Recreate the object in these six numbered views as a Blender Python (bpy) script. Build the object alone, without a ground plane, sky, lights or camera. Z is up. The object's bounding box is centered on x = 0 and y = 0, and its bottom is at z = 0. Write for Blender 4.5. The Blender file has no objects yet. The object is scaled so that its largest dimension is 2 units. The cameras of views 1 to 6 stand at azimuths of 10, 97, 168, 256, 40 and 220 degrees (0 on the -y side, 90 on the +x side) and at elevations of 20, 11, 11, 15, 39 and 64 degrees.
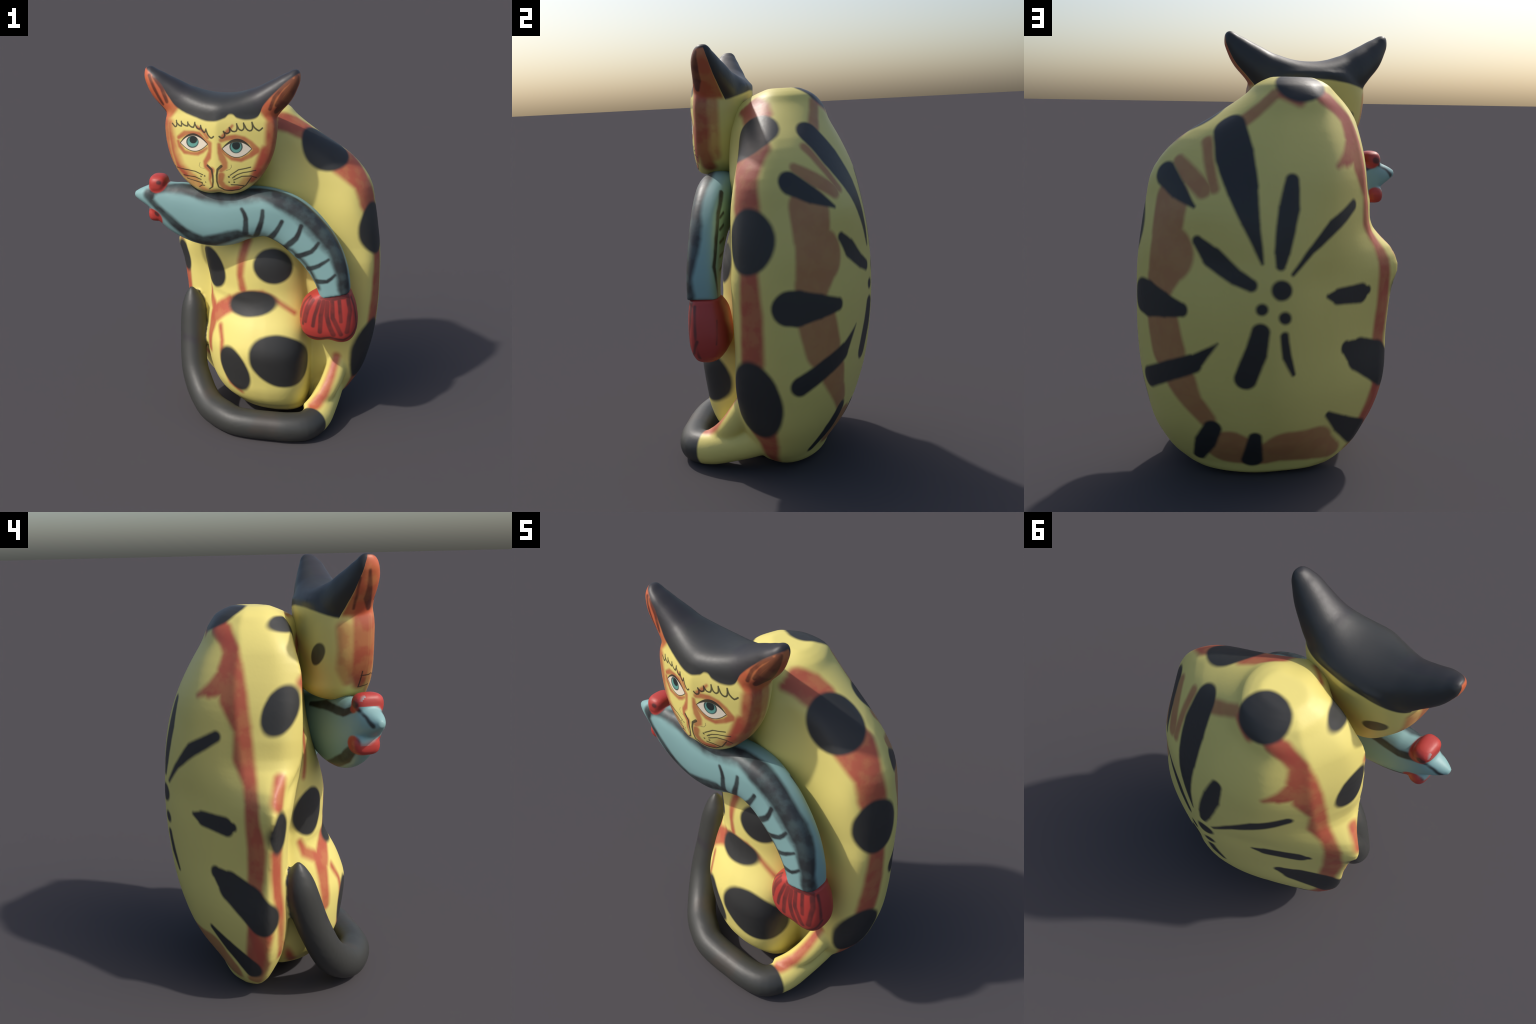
import bpy, bmesh, math
import numpy as np
from mathutils import Vector

# ---------------------------------------------------------------- helpers
def hermite(ts, ps, t):
    """Catmull-Rom style curve through control values ps at parameters ts."""
    ts = np.asarray(ts, float); ps = np.asarray(ps, float); t = np.clip(np.asarray(t, float), ts[0], ts[-1])
    if ps.ndim == 1: ps = ps[:, None]
    d = np.diff(ts)[:, None]; s = np.diff(ps, axis=0) / d
    m = np.vstack([s[:1], (s[:-1] * d[1:] + s[1:] * d[:-1]) / (d[1:] + d[:-1]), s[-1:]])
    i = np.clip(np.searchsorted(ts, t, side='right') - 1, 0, len(ts) - 2)
    h = d[i]; u = (t - ts[i])[:, None] / h
    return ((1 + 2 * u) * (1 - u) ** 2 * ps[i] + u * (1 - u) ** 2 * h * m[i]
            + u * u * (3 - 2 * u) * ps[i + 1] + u * u * (u - 1) * h * m[i + 1])

def closed_curve(pts, n):
    """Smooth closed curve through 2D/3D control points, n samples."""
    p = np.asarray(pts, float); k = len(p)
    ext = np.vstack([p[-3:], p, p[:3]])
    return hermite(np.arange(-3, k + 3), ext, np.arange(n) * k / n)

def crease(pts, corners, w=.11):
    """Tighten chosen control points to firm corners by adding close neighbours."""
    p = [np.asarray(q, float) for q in pts]; out = []
    for i, q in enumerate(p):
        if i in corners:
            a, b = p[i - 1], p[(i + 1) % len(p)]
            out += [q + w * (a - q), q * .9 + .05 * (a + b), q + w * (b - q)]
        else: out.append(q)
    return out

def superellipse(n, e):
    a = np.arange(n) * 2 * math.pi / n
    c, s = np.cos(a), np.sin(a)
    return np.sign(c) * np.abs(c) ** (2 / e), np.sign(s) * np.abs(s) ** (2 / e)

def skin_rings(bm, rings):
    vs = [[bm.verts.new(p) for p in r] for r in rings]
    n = len(vs[0])
    for a, b in zip(vs[:-1], vs[1:]):
        for i in range(n):
            bm.faces.new((a[i], a[(i + 1) % n], b[(i + 1) % n], b[i]))
    for r in (vs[0][::-1], vs[-1]):
        c = bm.verts.new(sum((v.co for v in r), Vector()) / n)
        for i in range(n): bm.faces.new((r[i], r[(i + 1) % n], c))

def fuse(name, solids, voxel, smooth, collection=None):
    """Fuse overlapping closed solids (lists of rings) to one smooth skin; returns a mesh."""
    bm = bmesh.new()
    for rings in solids: skin_rings(bm, rings)
    bmesh.ops.recalc_face_normals(bm, faces=bm.faces)
    me = bpy.data.meshes.new(name + "_raw"); bm.to_mesh(me); bm.free()
    o = bpy.data.objects.new(name + "_raw", me); bpy.context.scene.collection.objects.link(o)
    r = o.modifiers.new("r", 'REMESH'); r.mode = 'VOXEL'; r.voxel_size = voxel
    s = o.modifiers.new("s", 'SMOOTH'); s.factor = 0.5; s.iterations = smooth
    dg = bpy.context.evaluated_depsgraph_get()
    out = bpy.data.meshes.new_from_object(o.evaluated_get(dg)); out.name = name
    bpy.data.objects.remove(o); bpy.data.meshes.remove(me)
    return out

# ---------------------------------------------------------------- torso: back shell lofted from level cross-sections
# each level: height and 13 plan points, from the front middle round the right rim, the back, the left rim
TORSO = [
 (0.000, [(.08,.06),(.18,.06),(.24,.05),(.28,.09),(.24,.13),(.18,.17),(.12,.19),(.02,.19),(-.06,.18),(-.12,.155),(-.14,.13),(-.12,.09),(-.05,.07)]),
 (0.020, [(.08,.00),(.21,-.01),(.32,-.01),(.37,.06),(.34,.13),(.26,.19),(.15,.225),(.00,.23),(-.10,.22),(-.18,.185),(-.21,.14),(-.18,.10),(-.10,.07)]),
 (0.065, [(.08,-.03),(.24,-.05),(.38,-.05),(.443,.045),(.41,.13),(.30,.205),(.165,.248),(.0,.253),(-.14,.24),(-.25,.195),(-.285,.145),(-.265,.11),(-.18,.08)]),
 (0.200, [(.05,-.06),(.29,-.08),(.46,-.10),(.548,.025),(.527,.145),(.385,.265),(.18,.34),(.0,.345),(-.17,.29),(-.355,.197),(-.397,.14),(-.38,.095),(-.3,.05)]),
 (0.400, [(.05,-.07),(.33,-.12),(.54,-.128),(.617,.01),(.592,.17),(.44,.32),(.19,.412),(.03,.424),(-.18,.348),(-.435,.203),(-.472,.15),(-.455,.105),(-.37,.03)]),
 (0.650, [(.05,-.08),(.35,-.13),(.575,-.115),(.650,.02),(.620,.16),(.46,.35),(.19,.458),(.05,.465),(-.17,.368),(-.442,.188),(-.485,.145),(-.465,.10),(-.37,.03)]),
 (0.850, [(.05,-.08),(.35,-.13),(.58,-.115),(.652,.02),(.62,.15),(.465,.355),(.20,.47),(.05,.479),(-.16,.382),(-.435,.21),(-.508,.14),(-.485,.10),(-.375,.02)]),
 (0.950, [(.05,-.08),(.35,-.13),(.58,-.115),(.650,.02),(.615,.15),(.465,.345),(.20,.468),(.05,.479),(-.16,.382),(-.43,.218),(-.533,.14),(-.495,.085),(-.375,.0)]),
 (1.040, [(.05,-.09),(.33,-.135),(.57,-.105),(.642,.02),(.605,.16),(.465,.335),(.20,.462),(.04,.475),(-.16,.39),(-.395,.222),(-.495,.125),(-.45,.05),(-.34,-.03)]),
 (1.110, [(.05,-.13),(.32,-.14),(.56,-.105),(.632,.02),(.595,.16),(.455,.335),(.22,.455),(.04,.47),(-.16,.392),(-.365,.222),(-.43,.08),(-.41,-.01),(-.28,-.07)]),
 (1.250, [(.05,-.175),(.28,-.13),(.515,-.112),(.607,.02),(.57,.15),(.435,.335),(.24,.43),(.04,.45),(-.15,.395),(-.338,.232),(-.41,.06),(-.39,-.04),(-.25,-.08)]),
 (1.400, [(.05,-.185),(.26,-.122),(.475,-.09),(.568,.03),(.527,.14),(.38,.29),(.20,.38),(.04,.415),(-.15,.38),(-.32,.235),(-.39,.05),(-.375,-.045),(-.2,-.09)]),
 (1.530, [(.03,-.18),(.19,-.118),(.355,-.07),(.452,.04),(.415,.13),(.32,.23),(.165,.32),(.03,.355),(-.14,.338),(-.292,.222),(-.355,.06),(-.36,-.045),(-.18,-.09)]),
 (1.630, [(.0,-.165),(.125,-.12),(.23,-.055),(.292,.04),(.27,.13),(.21,.215),(.12,.27),(.02,.30),(-.125,.29),(-.258,.197),(-.315,.06),(-.31,-.03),(-.16,-.08)]),
 (1.720, [(-.04,-.13),(.05,-.09),(.12,-.03),(.16,.04),(.155,.12),(.12,.19),(.07,.24),(.0,.26),(-.1,.255),(-.195,.175),(-.235,.06),(-.215,-.03),(-.13,-.06)]),
 (1.765, [(-.04,-.05),(.02,-.03),(.08,-.0),(.11,.05),(.11,.11),(.09,.16),(.06,.20),(.0,.215),(-.08,.205),(-.16,.15),(-.18,.06),(-.16,0),(-.1,-.03)]),
 (1.787, [(-.04,.01),(.0,.02),(.04,.03),(.06,.06),(.06,.10),(.05,.13),(.03,.155),(-.02,.165),(-.06,.155),(-.11,.12),(-.125,.07),(-.11,.03),(-.08,.01)]),
]
def torso_rings(n=190):
    zs = [r[0] for r in TORSO]
    ctrl = np.array([closed_curve(crease(r[1], (9, 11)), n) for r in TORSO]).reshape(len(zs), -1)
    out = []
    for z in np.concatenate([np.linspace(0, .2, 9)[:-1], np.linspace(.2, 1.6, 36)[:-1], np.linspace(1.6, 1.787, 12)]):
        xy = hermite(zs, ctrl, [z])[0].reshape(n, 2)
        out.append([(x, y, z) for x, y in xy])
    return out

# chest and belly column in front of the shell: height, x left, x right, front y
CHEST = [(.045,.0,.22,-.12,2.4,3.4),(.06,-.09,.26,-.195,2.4,3.4),(.12,-.20,.284,-.28,2.4,3.4),(.233,-.285,.290,-.345,2.4,3.6),(.30,-.305,.292,-.356,2.4,3.6),(.39,-.32,.293,-.368,2.4,3.6),(.47,-.323,.293,-.372,2.4,3.6),
         (.55,-.32,.293,-.350,2.3,3.5),(.61,-.315,.293,-.325,2.3,3.4),(.66,-.31,.29,-.298,2.2,3.2),(.72,-.307,.285,-.270,2.1,2.9),(.78,-.312,.28,-.258,2.0,2.6),(.86,-.328,.272,-.258,1.9,2.4),(.96,-.345,.262,-.253,1.9,2.3),(1.05,-.35,.25,-.23,1.9,2.1),(1.15,-.34,.25,-.20,2,2.2),(1.3,-.29,.22,-.17,2,2.4),(1.45,-.25,.15,-.15,2,2.4)]
def chest_rings(n=72):
    zs = [c[0] for c in CHEST]; out = []
    a = np.arange(n) * 2 * math.pi / n
    for z in np.linspace(zs[0], zs[-1], 60):
        xl, xr, yf, el, er = hermite(zs, [c[1:] for c in CHEST], [z])[0]
        xc, hw = (xl + xr) / 2, (xr - xl) / 2; ring = []
        for t in a:
            e = 2 / (el if math.cos(t) < 0 else er)                     # firm corner towards the groove, soft on the other side
            c = math.copysign(abs(math.cos(t)) ** e, math.cos(t)); s = math.copysign(abs(math.sin(t)) ** e, math.sin(t))
            y = .05 * s if s > 0 else -s * yf + (.24 if z < .75 else .19) * hw * max(0, .13 - c) ** 1.2 * abs(s)
            ring.append((xc + hw * c, y, z))
        out.append(ring)
    return out

def tube(path, n=28, m=70, e=2.0):
    """Round tube: path rows x, y, z, radius."""
    p = np.asarray(path, float)
    t = np.concatenate([[0], np.cumsum(np.linalg.norm(np.diff(p[:, :3], axis=0), axis=1))])
    q = hermite(t, p, np.linspace(0, t[-1], m)); out = []
    tan = np.gradient(q[:, :3], axis=0); tan /= np.linalg.norm(tan, axis=1)[:, None]
    side = np.cross(tan[0], [0, 0, 1.])
    for c, d in zip(q, tan):
        side = side - d * side.dot(d); side /= np.linalg.norm(side); up = np.cross(side, d)
        ca, sa = superellipse(n, e)
        out.append([tuple(c[:3] + c[3] * (a * side + b * up)) for a, b in zip(ca, sa)])
    return out

TAIL = [(.41,.03,.20,.085),(.396,-.08,.15,.081),(.377,-.195,.115,.081),(.352,-.302,.088,.081),(.300,-.384,.077,.081),(.218,-.408,.074,.080),(.10,-.411,.073,.079),(-.01,-.408,.073,.079),(-.10,-.394,.075,.079),
        (-.172,-.356,.083,.082),(-.242,-.308,.093,.082),(-.300,-.250,.125,.080),(-.352,-.185,.185,.080),(-.385,-.14,.25,.077),(-.40,-.105,.32,.076),(-.408,-.07,.40,.076),(-.413,-.042,.48,.076),(-.417,-.022,.55,.073),(-.420,-.01,.61,.063),(-.426,-.004,.655,.045),(-.43,-.002,.69,.022),(-.432,-.001,.705,.008)]
# sharp crest that runs from the right flank down on to the tail root
CREST = [(.49,-.02,.45,.04),(.45,-.085,.37,.055),(.43,-.132,.29,.062),(.395,-.195,.21,.058),(.345,-.258,.155,.048),(.30,-.30,.125,.04)]

# ---------------------------------------------------------------- head
HX = -0.177
HEAD = [(1.370,0.057,-.345,-.23),(1.382,0.105,-.376,-.18),(1.402,0.142,-.392,-.14),(1.43,0.180,-.398,-.115),(1.48,0.221,-.408,-0.118),(1.53,0.249,-.411,-0.115),
        (1.59,0.271,-.411,-0.11),(1.66,0.283,-.411,-0.105),(1.73,0.285,-.410,-0.10),(1.78,0.267,-.402,-0.095),(1.82,0.217,-.38,-.09)]
def head_rings(n=96):
    """Mask-like head: two flat cheeks meeting in a soft nose ridge, rounded towards the back."""
    zs = [h[0] for h in HEAD]; out = []
    a = np.arange(n) * 2 * math.pi / n
    for z in np.linspace(zs[0], zs[-1], 50):
        hw, yf, yb = hermite(zs, [h[1:] for h in HEAD], [z])[0]
        ym = yf + .10; ring = []
        for t in a:
            c, s = math.cos(t), math.sin(t)
            e = 2 / 3.0 if s > 0 else 2 / 5.0
            x = hw * math.copysign(abs(c) ** e, c); k = abs(s) ** e
            slope = .27 * (math.sqrt(x * x + .025 ** 2) - .025)
            notch = .012 * math.exp(-(x / .03) ** 2) * max(0, 1 - (z - zs[0]) / .05) if s < 0 else 0     # cleft of the chin
            ring.append((HX + x, ym + k * (yb - ym) if s > 0 else ym - k * max(.02, ym - yf - slope) + notch, z + notch))
        out.append(ring)
    return out

# crown and ears: one horned bar from ear tip to ear tip: distance from middle, height, half thickness, front y, back y
CROWN = [(0,1.772,.100,-.400,-.088),(.07,1.776,.100,-.388,-.094),(.14,1.791,.100,-.368,-.112),(.20,1.817,.096,-.350,-.135),(.252,1.856,.082,-.338,-.155),
         (.303,1.897,.070,-.330,-.180),(.339,1.935,.054,-.324,-.200),(.362,1.961,.040,-.312,-.215),(.376,1.983,.027,-.298,-.224),(.389,1.995,.014,-.278,-.238)]
def crown_rings(n=48):
    c = np.array(CROWN, float)
    full = np.vstack([c[:0:-1] * [-1, 1, 1, 1, 1], c])
    t = np.concatenate([[0], np.cumsum(np.linalg.norm(np.diff(full[:, :2], axis=0), axis=1))])
    q = hermite(t, full, np.linspace(0, t[-1], 90)); tan = np.gradient(q[:, :2], axis=0); tan /= np.linalg.norm(tan, axis=1)[:, None]
    ca, sa = superellipse(n, 2.5); out = []
    for (x, z, h, yf, yb), (tx, tz) in zip(q, tan):
        yc, hd = (yf + yb) / 2, (yb - yf) / 2
        out.append([(HX + x - tz * h * a, yc + hd * b, z + tx * h * a) for a, b in zip(ca, sa)])
    return out

# ---------------------------------------------------------------- fish: x, z, half height, front y, back y, boxiness
FISH = [(-.648,1.336,.014,-.303,-.278,2),(-.62,1.335,.032,-.318,-.255,2.2),(-.58,1.332,.054,-.332,-.232,2.3),(-.53,1.325,.085,-.343,-.215,2.3),(-.45,1.290,.126,-.352,-.20,2.3),(-.36,1.256,.153,-.355,-.192,2.3),
        (-.27,1.236,.166,-.356,-.185,2.3),(-.17,1.236,.165,-.356,-.172,2.4),(-.05,1.257,.141,-.355,-.155,2.6),(.06,1.263,.127,-.352,-.15,2.8),(.17,1.228,.127,-.345,-.172,3.2),
        (.275,1.145,.122,-.345,-.19,3.4),(.355,1.045,.109,-.347,-.198,3.4),(.405,.945,.095,-.350,-.204,3.4),(.43,.845,.082,-.350,-.204,3.4)]
def fish_rings(n=56):
    f = np.array(FISH, float)
    t = np.concatenate([[0], np.cumsum(np.linalg.norm(np.diff(f[:, :2], axis=0), axis=1))])
    q = hermite(t, f, np.linspace(0, t[-1], 110)); tan = np.gradient(q[:, :2], axis=0); tan /= np.linalg.norm(tan, axis=1)[:, None]
    out = []
    for (x, z, h, yf, yb, e), (tx, tz) in zip(q, tan):
        ca, sa = superellipse(n, e)
        yc, hd = (yf + yb) / 2, (yb - yf) / 2
        out.append([(x - tz * h * a, yc + hd * b, z + tx * h * a) for a, b in zip(ca, sa)])
    return out
FIN = [(.872,.40,.47,-.31,-.23),(.858,.358,.508,-.335,-.20),(.835,.312,.521,-.342,-.19),(.80,.270,.535,-.348,-.178),(.74,.246,.549,-.352,-.168),(.68,.243,.555,-.352,-.165),(.63,.252,.549,-.347,-.17),(.595,.272,.534,-.336,-.19),(.572,.305,.51,-.32,-.215),(.560,.34,.48,-.30,-.24)]
def fin_rings(n=56):
    f = FIN; zs = [-r[0] for r in f]; ca, sa = superellipse(n, 3.0); out = []
    for z in np.linspace(zs[0], zs[-1], 40):
        xl, xr, yf, yb = hermite(zs, [r[1:] for r in f], [z])[0]
        notch = max(0, (.63 + z) / .07)                                   # shallow cleft between the two lobes
        ring = []
        for a, b in zip(ca, sa):
            x = (xl + xr) / 2 + (xr - xl) / 2 * a
            ring.append((x, (yf + yb) / 2 + (yb - yf) / 2 * b, -z + .016 * notch * math.exp(-((x - .405) / .04) ** 2)))
        out.append(ring)
    return out
def ball(c, r, n=32, e=2.8, m=20, lean=(0, 0)):
    ca, sa = superellipse(n, 2.8); out = []
    for k in np.linspace(-.5, .5, m + 2)[1:-1] * math.pi:
        w = abs(math.cos(k)) ** (2 / e); h = math.copysign(abs(math.sin(k)) ** (2 / e), k)
        out.append([(c[0] + r[0] * w * a + lean[0] * h * r[2], c[1] + r[1] * w * b + lean[1] * h * r[2], c[2] + r[2] * h) for a, b in zip(ca, sa)])
    return out

def split(me, label, names):
    """Cut one smooth skin into named parts along region borders, keeping the whole skin's vertex normals."""
    nv = len(me.vertices); co = np.empty(nv * 3); me.vertices.foreach_get("co", co); co = co.reshape(-1, 3)
    no = np.array([n.vector[:] for n in me.vertex_normals])
    faces = [list(p.vertices) for p in me.polygons]
    lab = label(np.array([co[f].mean(0) for f in faces])); out = []
    for k, name in enumerate(names):
        fs = [f for f, l in zip(faces, lab) if l == k]
        used = np.unique(np.concatenate([np.array(f) for f in fs])); idx = {int(v): i for i, v in enumerate(used)}
        m = bpy.data.meshes.new(name)
        m.from_pydata([tuple(co[v]) for v in used], [], [[idx[v] for v in f] for f in fs])
        m.polygons.foreach_set("use_smooth", [True] * len(m.polygons))
        m.normals_split_custom_set_from_vertices([tuple(no[v]) for v in used])
        out.append(m)
    return out
def path_nearest(path, p, m=160):
    q = np.asarray(path, float); t = np.concatenate([[0], np.cumsum(np.linalg.norm(np.diff(q[:, :3], axis=0), axis=1))])
    d = hermite(t, q, np.linspace(0, t[-1], m)); best = np.full(len(p), 9.); where = np.zeros(len(p))
    for i, c in enumerate(d):
        r = np.linalg.norm(p - c[:3], axis=1) / c[3]; k = r < best; best[k] = r[k]; where[k] = i / (m - 1)
    return best, where
def torso_regions(p):
    r, w = path_nearest(TAIL, p)
    lab = np.zeros(len(p), int)
    zs = [c[0] for c in CHEST]; v = hermite(zs, [c[1:4] for c in CHEST], p[:, 2])
    xc, hw = (v[:, 0] + v[:, 1]) / 2, (v[:, 1] - v[:, 0]) / 2
    k = np.abs((p[:, 0] - xc) / hw) ** 2.8 + np.abs(np.minimum(p[:, 1], 0) / v[:, 2]) ** 2.8
    lab[(k < 1.25) & (np.abs(p[:, 0] - xc) < hw + .012) & (p[:, 1] < -.03) & (p[:, 2] < 1.2)] = 1
    lab[(r < np.where(w > .62, 1.03, 1.35)) & (w > .115) & ~((p[:, 2] < .75) & (lab == 1) & (r > 1.08))] = 2
    return lab
def head_regions(p):
    dx = p[:, 0] - HX; s = np.abs(dx) * .75 + (p[:, 2] - 1.76) * .66
    lab = np.zeros(len(p), int); ear = (s > .265) & (p[:, 2] > 1.745)
    lab[ear & (dx < 0)] = 1; lab[ear & (dx > 0)] = 2
    return lab
EYE_UP, EYE_LOW = ((-.517, -.28, 1.400), (.048, .066, .048)), ((-.536, -.265, 1.232), (.042, .060, .042))
def fish_regions(p):
    lab = np.zeros(len(p), int)
    for i, (c, r) in enumerate((EYE_UP, EYE_LOW)):
        k = np.linalg.norm((p - c) / r, axis=1) < 1.12
        lab[k & ((p[:, 2] > 1.395) if i == 0 else (p[:, 2] < 1.235))] = i + 1
    return lab

MESHES = {}
MESHES["torso"], MESHES["chest"], MESHES["tail"] = split(fuse("body", [torso_rings(), chest_rings(), tube(TAIL), tube(CREST)], .010, 3), torso_regions, ["torso", "chest", "tail"])
MESHES["head"], MESHES["ear"], MESHES["ear_far"] = split(fuse("head", [head_rings(), crown_rings()], .008, 18), head_regions, ["head", "ear", "ear"])
MESHES["fish"], MESHES["fish_eye"], MESHES["fish_eye_low"] = split(fuse("fish", [fish_rings(), ball(*EYE_UP), ball(*EYE_LOW)], .007, 4), fish_regions, ["fish_body", "fish_eye", "fish_eye"])
MESHES["tail_fin"] = fuse("tail_fin", [fin_rings()], .008, 3)

# ---------------------------------------------------------------- painted marks: brush strokes (centre and half width) and spots (centre, two half axes)
MARKS = {}
def layer(name):
    MARKS[name] = []; return MARKS[name]
def stroke(*stations): L.append(('stroke', stations))
def spot(c, a, b): L.append(('spot', (c, a, b)))
def lens(l, r, t, b): L.append(('lens', (l, r, t, b)))

L = layer('band_brown')
stroke((.359, .21, 1.517, .026), (.361, .288, 1.421, .023), (.35, .353, 1.331, .024))
stroke((.476, .174, 1.432, .029), (.441, .253, 1.379, .041), (.392, .331, 1.323, .039))
stroke((.517, .231, 1.264, .101), (.537, .241, 1.142, .096), (.53, .27, 1.054, .129), (.564, .236, .935, .088))
stroke((.561, .252, .772, .099), (.54, .274, .642, .101))
stroke((.486, .313, .502, .077), (.443, .323, .418, .054), (.379, .331, .337, .042))
stroke((.271, .3, .177, .113), (.118, .307, .14, .079), (.031, .333, .176, .107), (-.097, .305, .171, .106), (-.205, .242, .111, .05))
stroke((-.303, .175, .095, .034), (-.404, .152, .223, .027), (-.421, .209, .39, .023))
stroke((.206, .243, 1.605, .033), (.13, .243, 1.666, .028), (.065, .243, 1.719, .025))
stroke((.203, .239, 1.611, .019), (.083, .237, 1.714, .022))
stroke((-.128, .255, 1.701, .041), (-.231, .221, 1.625, .028))

L = layer('band_red')
stroke((-.16, .237, 1.691, .038), (-.234, .228, 1.609, .042), (-.263, .242, 1.538, .063), (-.313, .226, 1.444, .045), (-.339, .212, 1.321, .037), (-.354, .215, 1.17, .049), (-.402, .2, 1.064, .033), (-.444, .202, .979, .039))
stroke((-.17, .363, 1.421, .01), (-.221, .313, 1.456, .031), (-.263, .257, 1.501, .063))
stroke((-.266, .239, 1.538, .052), (-.304, .244, 1.419, .064), (-.34, .214, 1.302, .044))
stroke((-.214, .325, 1.438, .024), (-.255, .276, 1.473, .048))
stroke((-.442, .203, .979, .04), (-.45, .19, .781, .049), (-.431, .196, .598, .043), (-.445, .186, .385, .064), (-.352, .19, .187, .044))
stroke((-.448, .079, 1.091, .028), (-.505, .104, 1, .038))
stroke((-.479, .107, .769, .039), (-.461, .101, .577, .032), (-.396, .08, .258, .019))
stroke((-.112, -.107, 1.632, .024), (-.363, -.045, 1.479, .025), (-.249, -.086, 1.242, .022), (-.324, -.063, 1.059, .013))
stroke((.111, -.048, 1.715, .045), (.175, -.008, 1.693, .05), (.232, .017, 1.664, .041))
stroke((.089, -.105, 1.685, .021), (.14, -.075, 1.676, .031))
stroke((-.028, -.104, 1.737, .01), (-.095, -.062, 1.743, .013))
stroke((.039, .259, 1.712, .025), (-.017, .282, 1.683, .022))
stroke((-.126, .249, 1.709, .04), (-.19, .235, 1.655, .036), (-.244, .231, 1.59, .036))
stroke((.109, -.077, 1.696, .04), (.185, -.044, 1.668, .058), (.234, -.035, 1.639, .05))
stroke((.455, -.018, 1.498, .051), (.541, -.035, 1.392, .054), (.564, -.058, 1.291, .054))
stroke((.634, -.034, 1.005, .044), (.641, -.031, .816, .054), (.632, -.04, .613, .06))
stroke((.443, -.03, 1.5, .1), (.539, -.041, 1.389, .067), (.578, -.04, 1.282, .071))
stroke((.562, -.017, .253, .069), (.527, .002, .179, .05), (.416, .015, .05, .025))
stroke((-.058, -.213, 1.085, .025), (-.088, -.235, .971, .023), (-.093, -.236, .886, .021), (-.078, -.237, .804, .025))
stroke((-.155, -.203, .725, .028), (-.207, -.186, .674, .042), (-.251, -.168, .628, .049), (-.273, -.176, .53, .034))
stroke((-.298, -.052, .746, .015), (-.288, -.08, .692, .025), (-.263, -.137, .655, .029), (-.25, -.179, .61, .035), (-.276, -.176, .517, .033), (-.279, -.18, .416, .028), (-.449, -.124, .438, .016))
stroke((-.126, -.229, .7, .023), (-.185, -.209, .665, .031), (-.239, -.188, .615, .035))
stroke((-.155, -.203, .728, .017), (-.076, -.238, .785, .016), (.031, -.256, .802, .014), (.101, -.252, .765, .013), (.209, -.239, .692, .012))
stroke((-.207, -.236, .579, .018), (-.19, -.276, .509, .015), (-.176, -.289, .37, .022), (-.138, -.29, .255, .02), (-.075, -.308, .215, .013))
stroke((.44, -.137, .396, .023), (.419, -.198, .303, .026), (.386, -.263, .216, .03))
stroke((.386, -.263, .216, .03), (.337, -.32, .167, .035))
stroke((-.419, .075, .331, .012), (-.192, -.037, .114, .023))

L = layer('black')
spot((.323, -.021, 1.559), (.11, .074, -.013), (.068, -.076, -.092))
spot((.592, -.022, 1.135), (.053, .099, 0), (.022, -.011, -.143))
spot((.579, -.03, .418), (.058, .108, .018), (-.034, .029, -.194))
spot((.087, -.223, .949), (.103, .034, -.006), (.005, -.018, -.097))
spot((-.269, -.102, .88), (.071, -.089, .021), (.029, -.02, -.115))
spot((-.481, .103, .867), (.027, -.05, -.008), (.012, .005, -.102))
spot((-.026, -.248, .731), (.139, -.026, .026), (.006, -.02, -.07))
spot((.144, -.3, .428), (.146, .1, -.037), (.005, -.012, -.155))
spot((-.11, -.313, .358), (.065, -.041, .057), (.064, -.016, -.122))
spot((-.037, .2, 1.743), (-.094, -.05, .026), (-.055, .072, -.051))
spot((-.213, -.01, 1.699), (-.021, -.036, -.036), (-.056, .061, .011))
spot((-.381, .055, 1.369), (-.009, -.081, .007), (-.013, .033, -.108))
stroke((.269, .229, 1.571, .073), (.261, .316, 1.465, .084), (.24, .396, 1.338, .067), (.215, .445, 1.21, .039), (.168, .472, 1.04, .007))
stroke((.531, .152, 1.376, .056), (.489, .239, 1.32, .042), (.432, .334, 1.256, .009))
stroke((.629, .134, .845, .079), (.61, .169, .84, .082), (.554, .259, .834, .058), (.485, .339, .828, .031))
stroke((.607, .169, .486, .048), (.526, .282, .549, .046), (.44, .357, .595, .043))
stroke((.431, .363, .603, .036), (.344, .412, .695, .003))
stroke((.353, .326, .293, .04), (.378, .271, .204, .048), (.393, .19, .11, .029))
stroke((.171, .366, .249, .03), (.168, .275, .106, .049))
stroke((-.161, .337, .321, .016), (-.24, .275, .249, .045), (-.329, .204, .181, .066))
stroke((-.238, .326, .624, .032), (-.314, .277, .575, .078), (-.409, .217, .525, .095), (-.462, .179, .47, .085))
stroke((-.13, .398, .876, .01), (-.183, .369, .865, .037), (-.311, .29, .858, .047), (-.35, .265, .866, .021))
stroke((.043, .477, .992, .009), (-.042, .449, 1.085, .017), (-.143, .401, 1.174, .034), (-.257, .309, 1.252, .025))
stroke((.041, .425, 1.368, .03), (.057, .45, 1.256, .046), (.087, .477, 1.088, .036), (.095, .483, 1.029, .02))
stroke((.417, .361, 1.115, .024), (.362, .395, 1.055, .047), (.275, .439, .982, .035), (.213, .464, .949, .027))
spot((.089, .484, .927), (-.044, -.004, -.003), (-.001, .001, -.043))
spot((.169, .478, .85), (-.025, .006, .001), (0, 0, -.026))
spot((.072, .482, .81), (-.027, -.005, -.002), (-.001, -.001, -.028))
stroke((.174, .473, .753, .038), (.191, .458, .656, .048), (.228, .432, .541, .049))
stroke((.075, .478, .732, .019), (.06, .467, .642, .022), (.028, .45, .558, .011))

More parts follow.
